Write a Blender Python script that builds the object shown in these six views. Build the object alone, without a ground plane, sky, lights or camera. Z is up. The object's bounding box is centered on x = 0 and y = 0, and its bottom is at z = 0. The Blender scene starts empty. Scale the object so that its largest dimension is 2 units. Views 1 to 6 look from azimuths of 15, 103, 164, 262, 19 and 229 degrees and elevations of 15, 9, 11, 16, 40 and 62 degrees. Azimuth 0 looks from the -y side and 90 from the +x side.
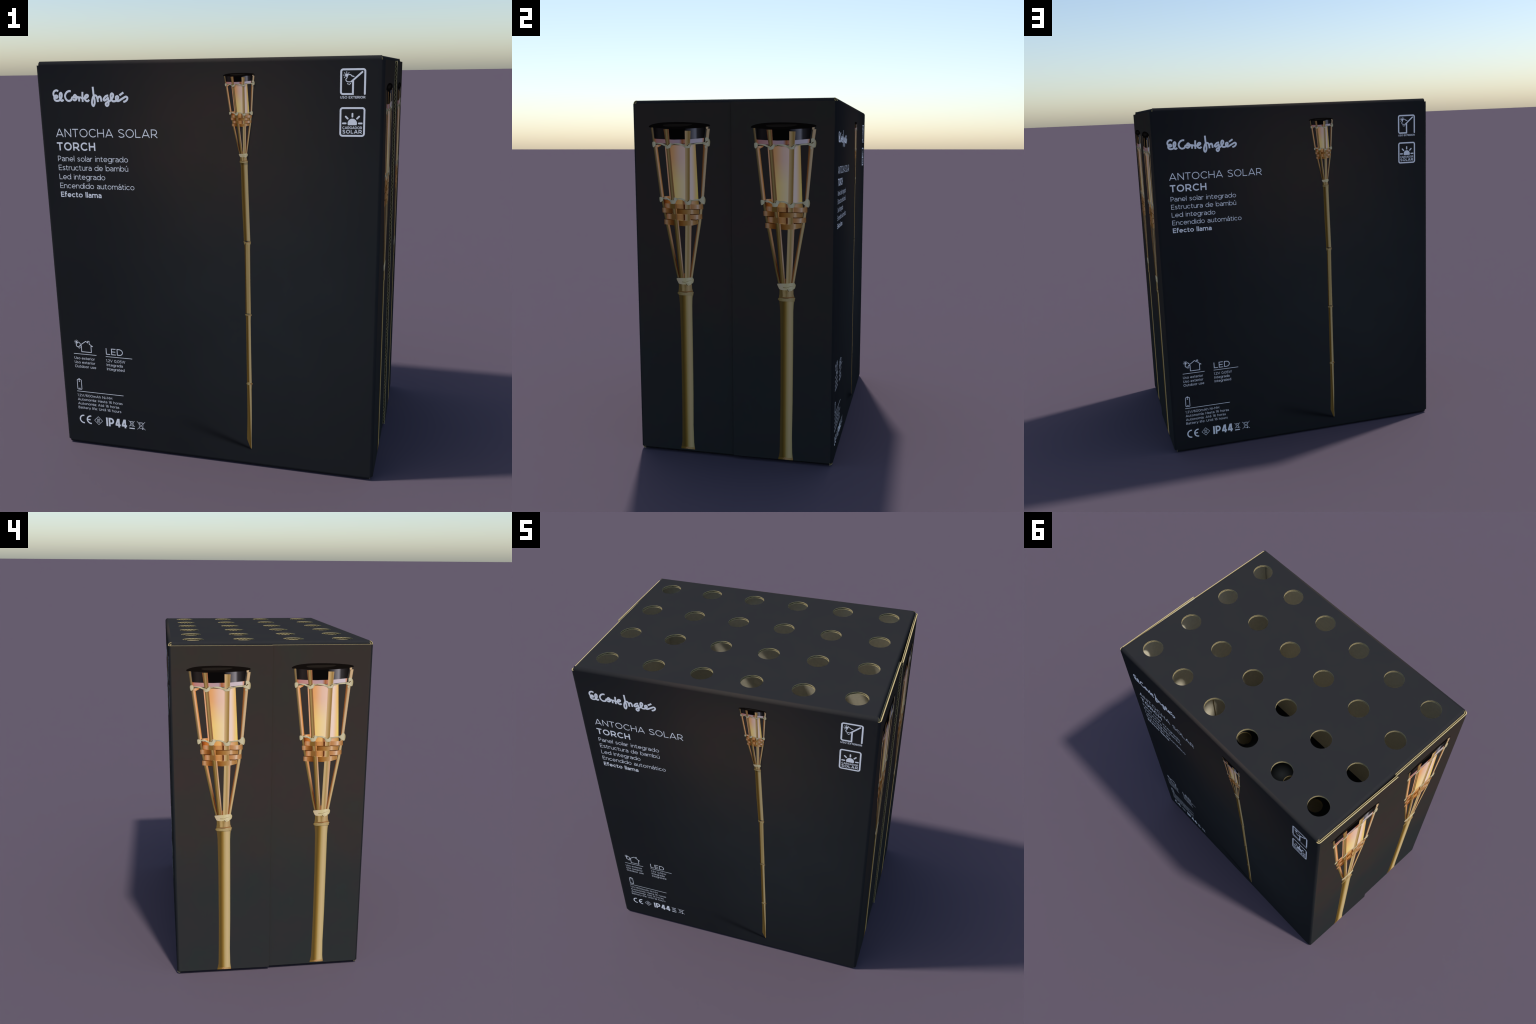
"""Corrugated counter display box with 24 round holes in its lid, printed with solar garden torches.

Frame: x = long side, y = short side, z up, metres. The printed faces are -y (front), +y (back) and
both x ends; every printed mark is a thin layer of ink geometry laid on its panel.
"""
import bpy, bmesh, math
from mathutils import Matrix, Vector

# ------------------------------------------------------------------ box sizes
Y = 0.5608            # half depth, outer face of front and back panels
XF = 0.8232           # outer face of the front end flaps
XSEAM = 0.8342        # outer face of the rear end flaps at the seam (they ride over the front ones)
XE = 0.8075           # where front and back panels end and the vertical folds begin
H = 2.0
T = 0.0122            # board thickness
LN = 0.0022           # liner sheet thickness
RH = 0.0180           # fold radius, top and bottom edges
RV = XF - XE          # fold radius, vertical edges
ZF = 0.0180           # end flaps stop this far from floor and lid plane
XD = 0.8105           # outer face of the tucked dust flaps
RD = 0.0160
DUST = 0.562          # length of dust flaps
PITCH = 0.0193        # flute pitch
HOLE_R = 0.058
HOLES_X = [-0.678, -0.407, -0.1357, 0.1357, 0.407, 0.678]
HOLES_Y = [-0.4214, -0.1407, 0.1407, 0.4214]
SHELF_Z = 0.352
TILT = math.atan((XSEAM - XF) / (Y - RV))

# ------------------------------------------------------------------ colour helpers
def lin(c):
    c /= 255.0
    return c / 12.92 if c <= 0.04045 else ((c + 0.055) / 1.055) ** 2.4

INK_GAIN = (1.0 / 0.825, 1.0 / 0.847, 1.0 / 0.936)   # print swatch (as photographed) -> base colour

def ink(r, g, b):
    return (min(lin(r) * INK_GAIN[0], 1), min(lin(g) * INK_GAIN[1], 1), min(lin(b) * INK_GAIN[2], 1), 1)

def new_mat(name):
    m = bpy.data.materials.new(name)
    m.use_nodes = True
    nt = m.node_tree
    b = nt.nodes['Principled BSDF']
    b.inputs['Roughness'].default_value = 0.9
    b.inputs['Specular IOR Level'].default_value = 0.0
    return m, nt, b

def N(nt, kind, **kw):
    n = nt.nodes.new(kind)
    for k, v in kw.items():
        setattr(n, k, v)
    return n

def math_node(nt, op, a, b=None, clamp=False):
    n = N(nt, 'ShaderNodeMath', operation=op, use_clamp=clamp)
    for i, v in enumerate((a, b)):
        if v is None:
            continue
        if isinstance(v, (int, float)):
            n.inputs[i].default_value = v
        else:
            nt.links.new(v, n.inputs[i])
    return n.outputs[0]

def object_axes(nt):
    tc = N(nt, 'ShaderNodeTexCoord')
    sp = N(nt, 'ShaderNodeSeparateXYZ')
    nt.links.new(tc.outputs['Object'], sp.inputs[0])
    return tc.outputs['Object'], sp.outputs

def ramp_node(nt, fac, stops, interp='LINEAR'):
    r = N(nt, 'ShaderNodeValToRGB')
    cr = r.color_ramp
    cr.interpolation = interp
    while len(cr.elements) < len(stops):
        cr.elements.new(0.5)
    for e, (p, c) in zip(cr.elements, stops):
        e.position = p
        e.color = c
    nt.links.new(fac, r.inputs[0])
    return r.outputs[0]

def mix_col(nt, fac, a, b, blend='MIX'):
    m = N(nt, 'ShaderNodeMix', data_type='RGBA', blend_type=blend)
    if isinstance(fac, (int, float)):
        m.inputs[0].default_value = fac
    else:
        nt.links.new(fac, m.inputs[0])
    for sock, v in ((m.inputs[6], a), (m.inputs[7], b)):
        if isinstance(v, tuple):
            sock.default_value = v
        else:
            nt.links.new(v, sock)
    return m.outputs[2]

def noise(nt, vec, scale, detail=2.0, stretch=None):
    if stretch:
        mp = N(nt, 'ShaderNodeMapping')
        mp.inputs['Scale'].default_value = stretch
        nt.links.new(vec, mp.inputs[0])
        vec = mp.outputs[0]
    n = N(nt, 'ShaderNodeTexNoise')
    n.inputs['Scale'].default_value = scale
    n.inputs['Detail'].default_value = detail
    nt.links.new(vec, n.inputs['Vector'])
    return n.outputs['Fac']

def plain(name, col):
    m, nt, b = new_mat(name)
    b.inputs['Base Color'].default_value = col
    return m

def ramp_mat(name, axis, stops, grain=0.0):
    """Ink that changes across (x) or along (y) a printed piece; the piece spans -0.5..0.5 of its own space."""
    m, nt, b = new_mat(name)
    vec, ax = object_axes(nt)
    fac = math_node(nt, 'ADD', ax[0 if axis == 'x' else 1], 0.5)
    if grain:
        g = noise(nt, vec, 3.0, 3.0, (6, 0.6, 1) if axis == 'x' else (0.6, 6, 1))
        fac = math_node(nt, 'ADD', fac, math_node(nt, 'MULTIPLY', math_node(nt, 'SUBTRACT', g, 0.5), grain))
    col = ramp_node(nt, fac, [(p, ink(*c)) for p, c in stops])
    nt.links.new(col, b.inputs['Base Color'])
    return m

# ------------------------------------------------------------------ board materials
def make_kraft(name, tone):
    m, nt, b = new_mat(name)
    vec, ax = object_axes(nt)
    f = noise(nt, vec, 60.0, 4.0)
    col = ramp_node(nt, f, [(0.3, tuple(0.95 * c for c in tone) + (1,)), (0.7, tuple(1.05 * c for c in tone) + (1,))])
    nt.links.new(col, b.inputs['Base Color'])
    return m

def make_lid_ink():
    m, nt, b = new_mat('black_print_lid')
    vec, ax = object_axes(nt)
    f = noise(nt, vec, 5.0, 3.0)
    col = ramp_node(nt, f, [(0.3, (0.0240, 0.0243, 0.0262, 1)), (0.7, (0.0258, 0.0258, 0.0268, 1))])
    nt.links.new(col, b.inputs['Base Color'])
    return m

def gauss(nt, a, b, ca, cb, ra, rb):
    """soft round spot of ink around (ca, cb) on two coordinate sockets"""
    da = math_node(nt, 'DIVIDE', math_node(nt, 'SUBTRACT', a, ca), ra)
    db = math_node(nt, 'DIVIDE', math_node(nt, 'SUBTRACT', b, cb), rb)
    d2 = math_node(nt, 'ADD', math_node(nt, 'MULTIPLY', da, da), math_node(nt, 'MULTIPLY', db, db))
    return math_node(nt, 'POWER', 2.718, math_node(nt, 'MULTIPLY', d2, -1.0))

def make_face_ink(name, sx, torch_du, torch_dv):
    """night-blue print of the long panels: warm glow round the lamp, dim floor shadow at the stake"""
    m, nt, b = new_mat(name)
    vec, ax = object_axes(nt)
    u = math_node(nt, 'SUBTRACT', math_node(nt, 'MULTIPLY', ax[0], sx), torch_du)
    v = math_node(nt, 'SUBTRACT', ax[2], torch_dv)
    n1 = noise(nt, vec, 2.2, 4.0)
    base = ramp_node(nt, n1, [(0.3, (0.0190, 0.0195, 0.0215, 1)), (0.7, (0.0225, 0.0228, 0.0238, 1))])
    mid = gauss(nt, u, v, 0.30, 1.10, 0.66, 0.85)
    base = mix_col(nt, math_node(nt, 'MULTIPLY', mid, math_node(nt, 'ADD', math_node(nt, 'MULTIPLY', noise(nt, vec, 3.5, 5.0), 0.7), 0.55)), base, (0.0345, 0.0380, 0.0378, 1))
    glow = gauss(nt, u, v, 0.08, 1.68, 0.50, 0.45)
    n2 = noise(nt, vec, 6.0, 3.0)
    warm = ramp_node(nt, n2, [(0.35, (0.0630, 0.0440, 0.0350, 1)), (0.65, (0.0560, 0.0445, 0.0340, 1))])
    base = mix_col(nt, math_node(nt, 'MULTIPLY', glow, 0.88), base, warm)
    # floor shadow: a wedge running left from the stake point and slightly upward
    ang = math.radians(-17.5)
    du = math_node(nt, 'SUBTRACT', u, 0.213)
    dv = math_node(nt, 'SUBTRACT', v, 0.093)
    along = math_node(nt, 'ADD', math_node(nt, 'MULTIPLY', du, -math.cos(ang)), math_node(nt, 'MULTIPLY', dv, -math.sin(ang)))
    perp = math_node(nt, 'ADD', math_node(nt, 'MULTIPLY', du, -math.sin(ang)), math_node(nt, 'MULTIPLY', dv, math.cos(ang)))
    width = math_node(nt, 'ADD', math_node(nt, 'MULTIPLY', math_node(nt, 'MAXIMUM', along, 0.0), 0.075), 0.006)
    q = math_node(nt, 'DIVIDE', perp, width)
    sh = math_node(nt, 'POWER', 2.718, math_node(nt, 'MULTIPLY', math_node(nt, 'MULTIPLY', q, q), -1.0))
    fade = math_node(nt, 'SUBTRACT', 1.0, math_node(nt, 'DIVIDE', along, 0.42), clamp=True)
    gate = math_node(nt, 'GREATER_THAN', along, 0.0)
    k = math_node(nt, 'MULTIPLY', math_node(nt, 'MULTIPLY', sh, fade), math_node(nt, 'MULTIPLY', gate, 0.85))
    base = mix_col(nt, k, base, (0.004, 0.004, 0.005, 1))
    nt.links.new(base, b.inputs['Base Color'])
    return m

def make_end_ink():
    """print of the short ends: brown dusk that turns to cool slate toward the floor"""
    m, nt, b = new_mat('dusk_print_ends')
    vec, ax = object_axes(nt)
    n1 = noise(nt, vec, 3.0, 5.0)
    zz = math_node(nt, 'MULTIPLY', ax[2], 0.5)
    zz = math_node(nt, 'ADD', zz, math_node(nt, 'MULTIPLY', math_node(nt, 'SUBTRACT', n1, 0.5), 0.14))
    a = ramp_node(nt, zz, [(0.05, (0.0330, 0.0340, 0.0335, 1)), (0.28, (0.0345, 0.0350, 0.0335, 1)),
                           (0.42, (0.0430, 0.0375, 0.0325, 1)), (0.62, (0.0490, 0.0375, 0.0320, 1)),
                           (0.96, (0.0460, 0.0375, 0.0300, 1))])
    n2 = noise(nt, vec, 5.0, 4.0)
    tint = ramp_node(nt, n2, [(0.35, (1.06, 0.97, 0.98, 1)), (0.65, (0.95, 1.03, 1.0, 1))])
    col = mix_col(nt, 1.0, a, tint, 'MULTIPLY')
    nt.links.new(col, b.inputs['Base Color'])
    return m

KRAFT = make_kraft('kraft_cut_edge', (0.66, 0.53, 0.26))
LINER = make_kraft('pale_inner_liner', (0.92, 0.85, 0.66))  # kraft lightened to match how bright the inside looks through the holes
MEDIUM = make_kraft('fluting_darkened_for_shade', (0.20, 0.16, 0.085))  # kraft darkened so the flute hollows read as shaded
BOARD = lambda ink_mat: [KRAFT, ink_mat, LINER, MEDIUM]
LID_INK = make_lid_ink()
FRONT_INK = make_face_ink('night_print_front', 1.0, 0.0, 0.0)
BACK_INK = make_face_ink('night_print_back', -1.0, -0.0337, -0.0245)
END_INK = make_end_ink()
SHELF_INK = plain('black_print_shelf', (0.018, 0.021, 0.024, 1))
WHITE = plain('white_ink', (0.96, 0.96, 0.97, 1))

# ------------------------------------------------------------------ object helpers
COL = bpy.context.scene.collection

def add_obj(name, mesh, parent=None, matrix=None):
    o = bpy.data.objects.new(name, mesh)
    COL.objects.link(o)
    if parent is not None:
        o.parent = parent
    if matrix is not None:
        o.matrix_basis = matrix
    return o

def build_mesh(name, parts, mats):
    """parts: list of (verts, faces, material index per face or single int)"""
    vs, fs, mi = [], [], []
    for v, f, m in parts:
        o = len(vs)
        vs += v
        fs += [tuple(i + o for i in q) for q in f]
        mi += [m] * len(f) if isinstance(m, int) else list(m)
    me = bpy.data.meshes.new(name)
    me.from_pydata(vs, [], fs)
    for m in mats:
        me.materials.append(m)
    me.polygons.foreach_set('material_index', mi)
    bm = bmesh.new()
    bm.from_mesh(me)
    bmesh.ops.recalc_face_normals(bm, faces=bm.faces)
    bm.to_mesh(me)
    bm.free()
    return me

def prism(profile, lo, hi, place, front_mat=1, back_mat=0, edge_mat=0):
    """closed sheet: profile = [(outer, inner), ...] 2D pairs, extruded lo..hi; place(p2, t) -> 3D.
    outer faces get front_mat, inner faces back_mat, cut edges edge_mat"""
    n = len(profile)
    v = []
    for t in (lo, hi):
        for a, b in profile:
            v += [place(a, t), place(b, t)]
    f, m = [], []
    k = 2 * n
    for i in range(n - 1):
        a, b = 2 * i, 2 * i + 2
        f.append((a, b, b + k, a + k)); m.append(front_mat if isinstance(front_mat, int) else front_mat[i])
        f.append((a + 1, b + 1, b + 1 + k, a + 1 + k)); m.append(back_mat)
        f.append((a, b, b + 1, a + 1)); m.append(edge_mat)
        f.append((a + k, b + k, b + 1 + k, a + 1 + k)); m.append(edge_mat)
    for i in (0, n - 1):
        f.append((2 * i, 2 * i + 1, 2 * i + 1 + k, 2 * i + k)); m.append(edge_mat)
    return v, f, m

def sheet(path, d0, d1):
    """pairs offset inward from an outer path of (point, outward normal)"""
    return [((p[0] - n[0] * d0, p[1] - n[1] * d0), (p[0] - n[0] * d1, p[1] - n[1] * d1)) for p, n in path]

def arc(c, r, a0, a1, n=9):
    out = []
    for i in range(n + 1):
        a = math.radians(a0 + (a1 - a0) * i / n)
        d = (math.cos(a), math.sin(a))
        out.append(((c[0] + r * d[0], c[1] + r * d[1]), d))
    return out

def flute(t, d_mid, amp):
    return d_mid + amp * math.sin(2 * math.pi * t / PITCH)

def flute_sheet(path, lo, hi, place, thick=0.0014, per=12):
    """corrugated medium between the liners: waves run along the extrusion coordinate"""
    mid, amp = T / 2, T / 2 - LN - thick / 2 - 0.0001
    steps = int((hi - lo) / PITCH * per)
    v, f, m = [], [], []
    np_ = len(path)
    for j in range(steps + 1):
        t = lo + (hi - lo) * j / steps
        d = flute(t, mid, amp)
        for p, n in path:
            for s in (-1, 1):
                dd = d + s * thick / 2
                v.append(place((p[0] - n[0] * dd, p[1] - n[1] * dd), t))
    row = 2 * np_
    for j in range(steps):
        a, b = j * row, (j + 1) * row
        for i in range(np_ - 1):
            for s in (0, 1):
                f.append((a + 2 * i + s, a + 2 * i + 2 + s, b + 2 * i + 2 + s, b + 2 * i + s)); m.append(3)
        for i in (0, np_ - 1):
            f.append((a + 2 * i, a + 2 * i + 1, b + 2 * i + 1, b + 2 * i)); m.append(0)
    for a in (0, steps * row):
        for i in range(np_ - 1):
            f.append((a + 2 * i, a + 2 * i + 2, a + 2 * i + 3, a + 2 * i + 1)); m.append(0)
    return v, f, m

# ------------------------------------------------------------------ the box
box = bpy.data.objects.new('display_box', None)
COL.objects.link(box)
box['label'] = 'black printed corrugated display box with rows of round holes'
box['category'] = 'cardboard box'

def long_panel(name, s, mat):
    """front (s=-1) or back (s=1) panel with its rounded folds toward lid and floor"""
    path = arc((Y - RH, RH), RH, -90, 0) + arc((Y - RH, H - RH), RH, 0, 90)
    place = lambda p, t: (t, s * p[0], p[1])
    core = sheet(path, LN, T - LN)
    parts = [prism(sheet(path, 0, LN), -XE, XE, place, 1, 3),
             prism(core, -XE + 0.004, XE - 0.004, place, 3, 3, 3),
             prism(sheet(path, T - LN, T), -XE, XE, place, 3, 2)]
    return add_obj(name, build_mesh(name, parts, BOARD(mat)), box)

front_panel = long_panel('front_panel', -1, FRONT_INK)
back_panel = long_panel('back_panel', 1, BACK_INK)

def end_flap(sx, sy):
    """half-width flap folded round from the front (sy=-1) or back (sy=1) panel onto a short end"""
    if sy < 0:
        path = arc((XE, Y - RV), RV, 90, 0, 7) + [((XF, -0.0004), (1.0, 0.0))]
    else:
        a = math.degrees(TILT)
        path = arc((XE, Y - RV), RV, 90, a, 7)
        (px, py), n = path[-1]
        y1 = 0.0002
        path.append(((px + (py - y1) * math.tan(TILT), y1), n))
    place = lambda p, t: (sx * p[0], sy * p[1], t)
    z0, z1 = ZF, H - ZF
    skin = [4] * 6 + [1] * 4      # the long panel's print reaches round most of the fold
    parts = [prism(sheet(path, 0, LN), z0, z1, place, skin, 3),
             flute_sheet(path, z0, z1, place),
             prism(sheet(path, T - LN, T), z0, z1, place, 3, 2)]
    return add_obj('end_flap', build_mesh('end_flap', parts, BOARD(END_INK) + [FRONT_INK if sy < 0 else BACK_INK]), box)

FLAP = {(sx, sy): end_flap(sx, sy) for sx in (-1, 1) for sy in (-1, 1)}

def dust_flap(sx, top):
    """short flap folded from lid or floor panel and tucked behind the end flaps"""
    path = arc((XD - RD, RD), RD, -90, 0, 7) + [((XD, DUST), (1.0, 0.0))]
    place = (lambda p, t: (sx * p[0], t, H - p[1])) if top else (lambda p, t: (sx * p[0], t, p[1]))
    yw = Y - RH - 0.0002
    parts = [prism(sheet(path, 0, LN), -yw, yw, place, 1, 3),
             prism(sheet(path, LN, T - LN), -yw + 0.004, yw - 0.004, place, 3, 3, 3),
             prism(sheet(path, T - LN, T), -yw, yw, place, 3, 2)]
    return add_obj('dust_flap', build_mesh('dust_flap', parts, BOARD(LID_INK)), box)

for sx in (-1, 1):
    dust_flap(sx, True)
    dust_flap(sx, False)

def slab(x, y, z0, z1, top_mat=0, bottom_mat=0):
    v = [(sx * x, sy * y, z) for z in (z0, z1) for sx, sy in ((-1, -1), (1, -1), (1, 1), (-1, 1))]
    f = [(0, 3, 2, 1), (4, 5, 6, 7), (0, 1, 5, 4), (1, 2, 6, 5), (2, 3, 7, 6), (3, 0, 4, 7)]
    return v, f, [bottom_mat, top_mat, 0, 0, 0, 0]

def punch_mesh(z0, z1, r, seg=72):
    v, f = [], []
    for hx in HOLES_X:
        for hy in HOLES_Y:
            o = len(v)
            for z in (z0, z1):
                v += [(hx + r * math.cos(2 * math.pi * i / seg), hy + r * math.sin(2 * math.pi * i / seg), z) for i in range(seg)]
            f += [(o + i, o + (i + 1) % seg, o + seg + (i + 1) % seg, o + seg + i) for i in range(seg)]
            f += [tuple(o + i for i in range(seg))[::-1], tuple(o + seg + i for i in range(seg))]
    return build_mesh('punch', [(v, f, 0)], [KRAFT])

def punched(parts, z0, z1, mats):
    """cut the grid of holes out of each closed sheet, then join the sheets"""
    cutter = add_obj('punch', punch_mesh(z0 - 0.05, z1 + 0.05, HOLE_R))
    bm = bmesh.new()
    for p in parts:
        tmp = add_obj('sheet', build_mesh('sheet', [p], mats))
        mod = tmp.modifiers.new('cut', 'BOOLEAN')
        mod.operation, mod.object, mod.solver = 'DIFFERENCE', cutter, 'EXACT'
        dg = bpy.context.evaluated_depsgraph_get()
        me = bpy.data.meshes.new_from_object(tmp.evaluated_get(dg))
        bm.from_mesh(me)
        bpy.data.objects.remove(tmp)
    bpy.data.objects.remove(cutter)
    out = bpy.data.meshes.new('punched')
    bm.to_mesh(out)
    bm.free()
    for m in mats:
        if m.name not in out.materials:
            out.materials.append(m)
    return out

XT, YT = XD - RD, Y - RH
lid_path = [((-XT, H), (0.0, 1.0)), ((XT, H), (0.0, 1.0))]
lid_parts = [slab(XT, YT, H - LN, H, 1, 3),
             flute_sheet(lid_path, -YT, YT, lambda p, t: (p[0], t, p[1]), per=10),
             slab(XT, YT, H - T, H - T + LN, 3, 2)]
lid_mesh = punched(lid_parts, H - T, H, BOARD(LID_INK))
add_obj('lid_panel', lid_mesh, box)

add_obj('floor_panel', build_mesh('floor_panel', [slab(XT, YT, 0, T, 2, 1)], BOARD(LID_INK)), box)

shelf_mesh = punched([slab(0.795, Y - T - 0.0008, SHELF_Z - T, SHELF_Z, 1, 2)], SHELF_Z - T, SHELF_Z, BOARD(SHELF_INK))
add_obj('inner_shelf', shelf_mesh, box)

# ------------------------------------------------------------------ print frames
def frame(origin, right, normal):
    r, n = Vector(right).normalized(), Vector(normal).normalized()
    m = Matrix.Identity(4)
    for i in range(3):
        m[i][0], m[i][1], m[i][2], m[i][3] = r[i], (0, 0, 1)[i], n[i], origin[i]
    return m

FRONT = frame((0, -Y, 0), (1, 0, 0), (0, -1, 0))
BACK = frame((0, Y, 0), (-1, 0, 0), (0, 1, 0))

def end_frame(sx, sy):
    if sy < 0:
        return frame((sx * XF, 0, 0), (0, sx, 0), (sx, 0, 0))
    n = Vector((sx * math.cos(TILT), math.sin(TILT), 0))
    r = Vector((0, 0, 1)).cross(n)
    return frame((sx * XSEAM, 0, 0), r, n)

# ------------------------------------------------------------------ stroke lettering
INK_LIFT = 0.00012      # ink height above the board
INK_CROWN = 0.00005

def smooth(pts, n=6, closed=False):
    out = []
    m = len(pts)
    rng = range(m) if closed else range(m - 1)
    for i in rng:
        g = lambda k: pts[k % m] if closed else pts[min(max(k, 0), m - 1)]
        p0, p1, p2, p3 = g(i - 1), g(i), g(i + 1), g(i + 2)
        for j in range(n):
            t = j / n
            out.append(tuple(0.5 * (2 * b + (c - a) * t + (2 * a - 5 * b + 4 * c - d) * t * t + (3 * b - a - 3 * c + d) * t ** 3)
                             for a, b, c, d in zip(p0, p1, p2, p3)))
    if not closed:
        out.append(tuple(pts[-1]))
    return out

def ribbon(pts, w, closed=False, cap='butt', crown=INK_CROWN):
    """pen stroke: a very low crowned band following pts"""
    P = [Vector((p[0], p[1])) for p in pts]
    wid = [1.0] * len(P)
    if cap == 'round' and not closed:
        for end in (0, -1):
            d = (P[0] - P[1]) if end == 0 else (P[-1] - P[-2])
            d = d.normalized()
            base = P[end].copy()
            add = [(base + d * (w / 2) * s, math.sqrt(max(1 - s * s, 0.0)) + 0.02) for s in (0.35, 0.6, 0.8, 0.93, 1.0)]
            if end == 0:
                P = [a for a, _ in reversed(add)] + P
                wid = [b for _, b in reversed(add)] + wid
            else:
                P += [a for a, _ in add]
                wid += [b for _, b in add]
    n = len(P)
    v = []
    for i in range(n):
        a = P[(i - 1) % n] if (closed or i > 0) else None
        c = P[(i + 1) % n] if (closed or i < n - 1) else None
        d1 = (P[i] - a).normalized() if a is not None else None
        d2 = (c - P[i]).normalized() if c is not None else None
        d1 = d1 or d2
        d2 = d2 or d1
        t = (d1 + d2)
        t = t.normalized() if t.length > 1e-6 else d1
        nn = Vector((-t.y, t.x))
        k = max(t.dot(d1), 0.45)
        for off, h in ((-0.5, 0.0), (-0.3, 0.75), (0.0, 1.0), (0.3, 0.75), (0.5, 0.0)):
            q = P[i] + nn * (off * w * wid[i] / k)
            v.append((q.x, q.y, h * crown * (0.6 + 0.4 * wid[i])))
    f = []
    for i in range(n if closed else n - 1):
        a, b = 5 * i, 5 * ((i + 1) % n)
        f += [(a + j, b + j, b + j + 1, a + j + 1) for j in range(4)]
    return v, f, 0

def disc(c, r, crown=INK_CROWN, a0=0, a1=360, n=28):
    v = [(c[0], c[1], crown)]
    v += [(c[0] + r * math.cos(math.radians(a0 + (a1 - a0) * i / n)), c[1] + r * math.sin(math.radians(a0 + (a1 - a0) * i / n)), crown * 0.3) for i in range(n + 1)]
    return v, [(0, i + 1, i + 2) for i in range(n)], 0

def circ(c, r, a0, a1, n=20):
    return [(c[0] + r * math.cos(math.radians(a0 + (a1 - a0) * i / n)), c[1] + r * math.sin(math.radians(a0 + (a1 - a0) * i / n))) for i in range(n + 1)]

def rrect(x0, y0, x1, y1, r):
    return (circ((x1 - r, y1 - r), r, 0, 90, 6) + circ((x0 + r, y1 - r), r, 90, 180, 6) +
            circ((x0 + r, y0 + r), r, 180, 270, 6) + circ((x1 - r, y0 + r), r, 270, 360, 6))

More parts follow.
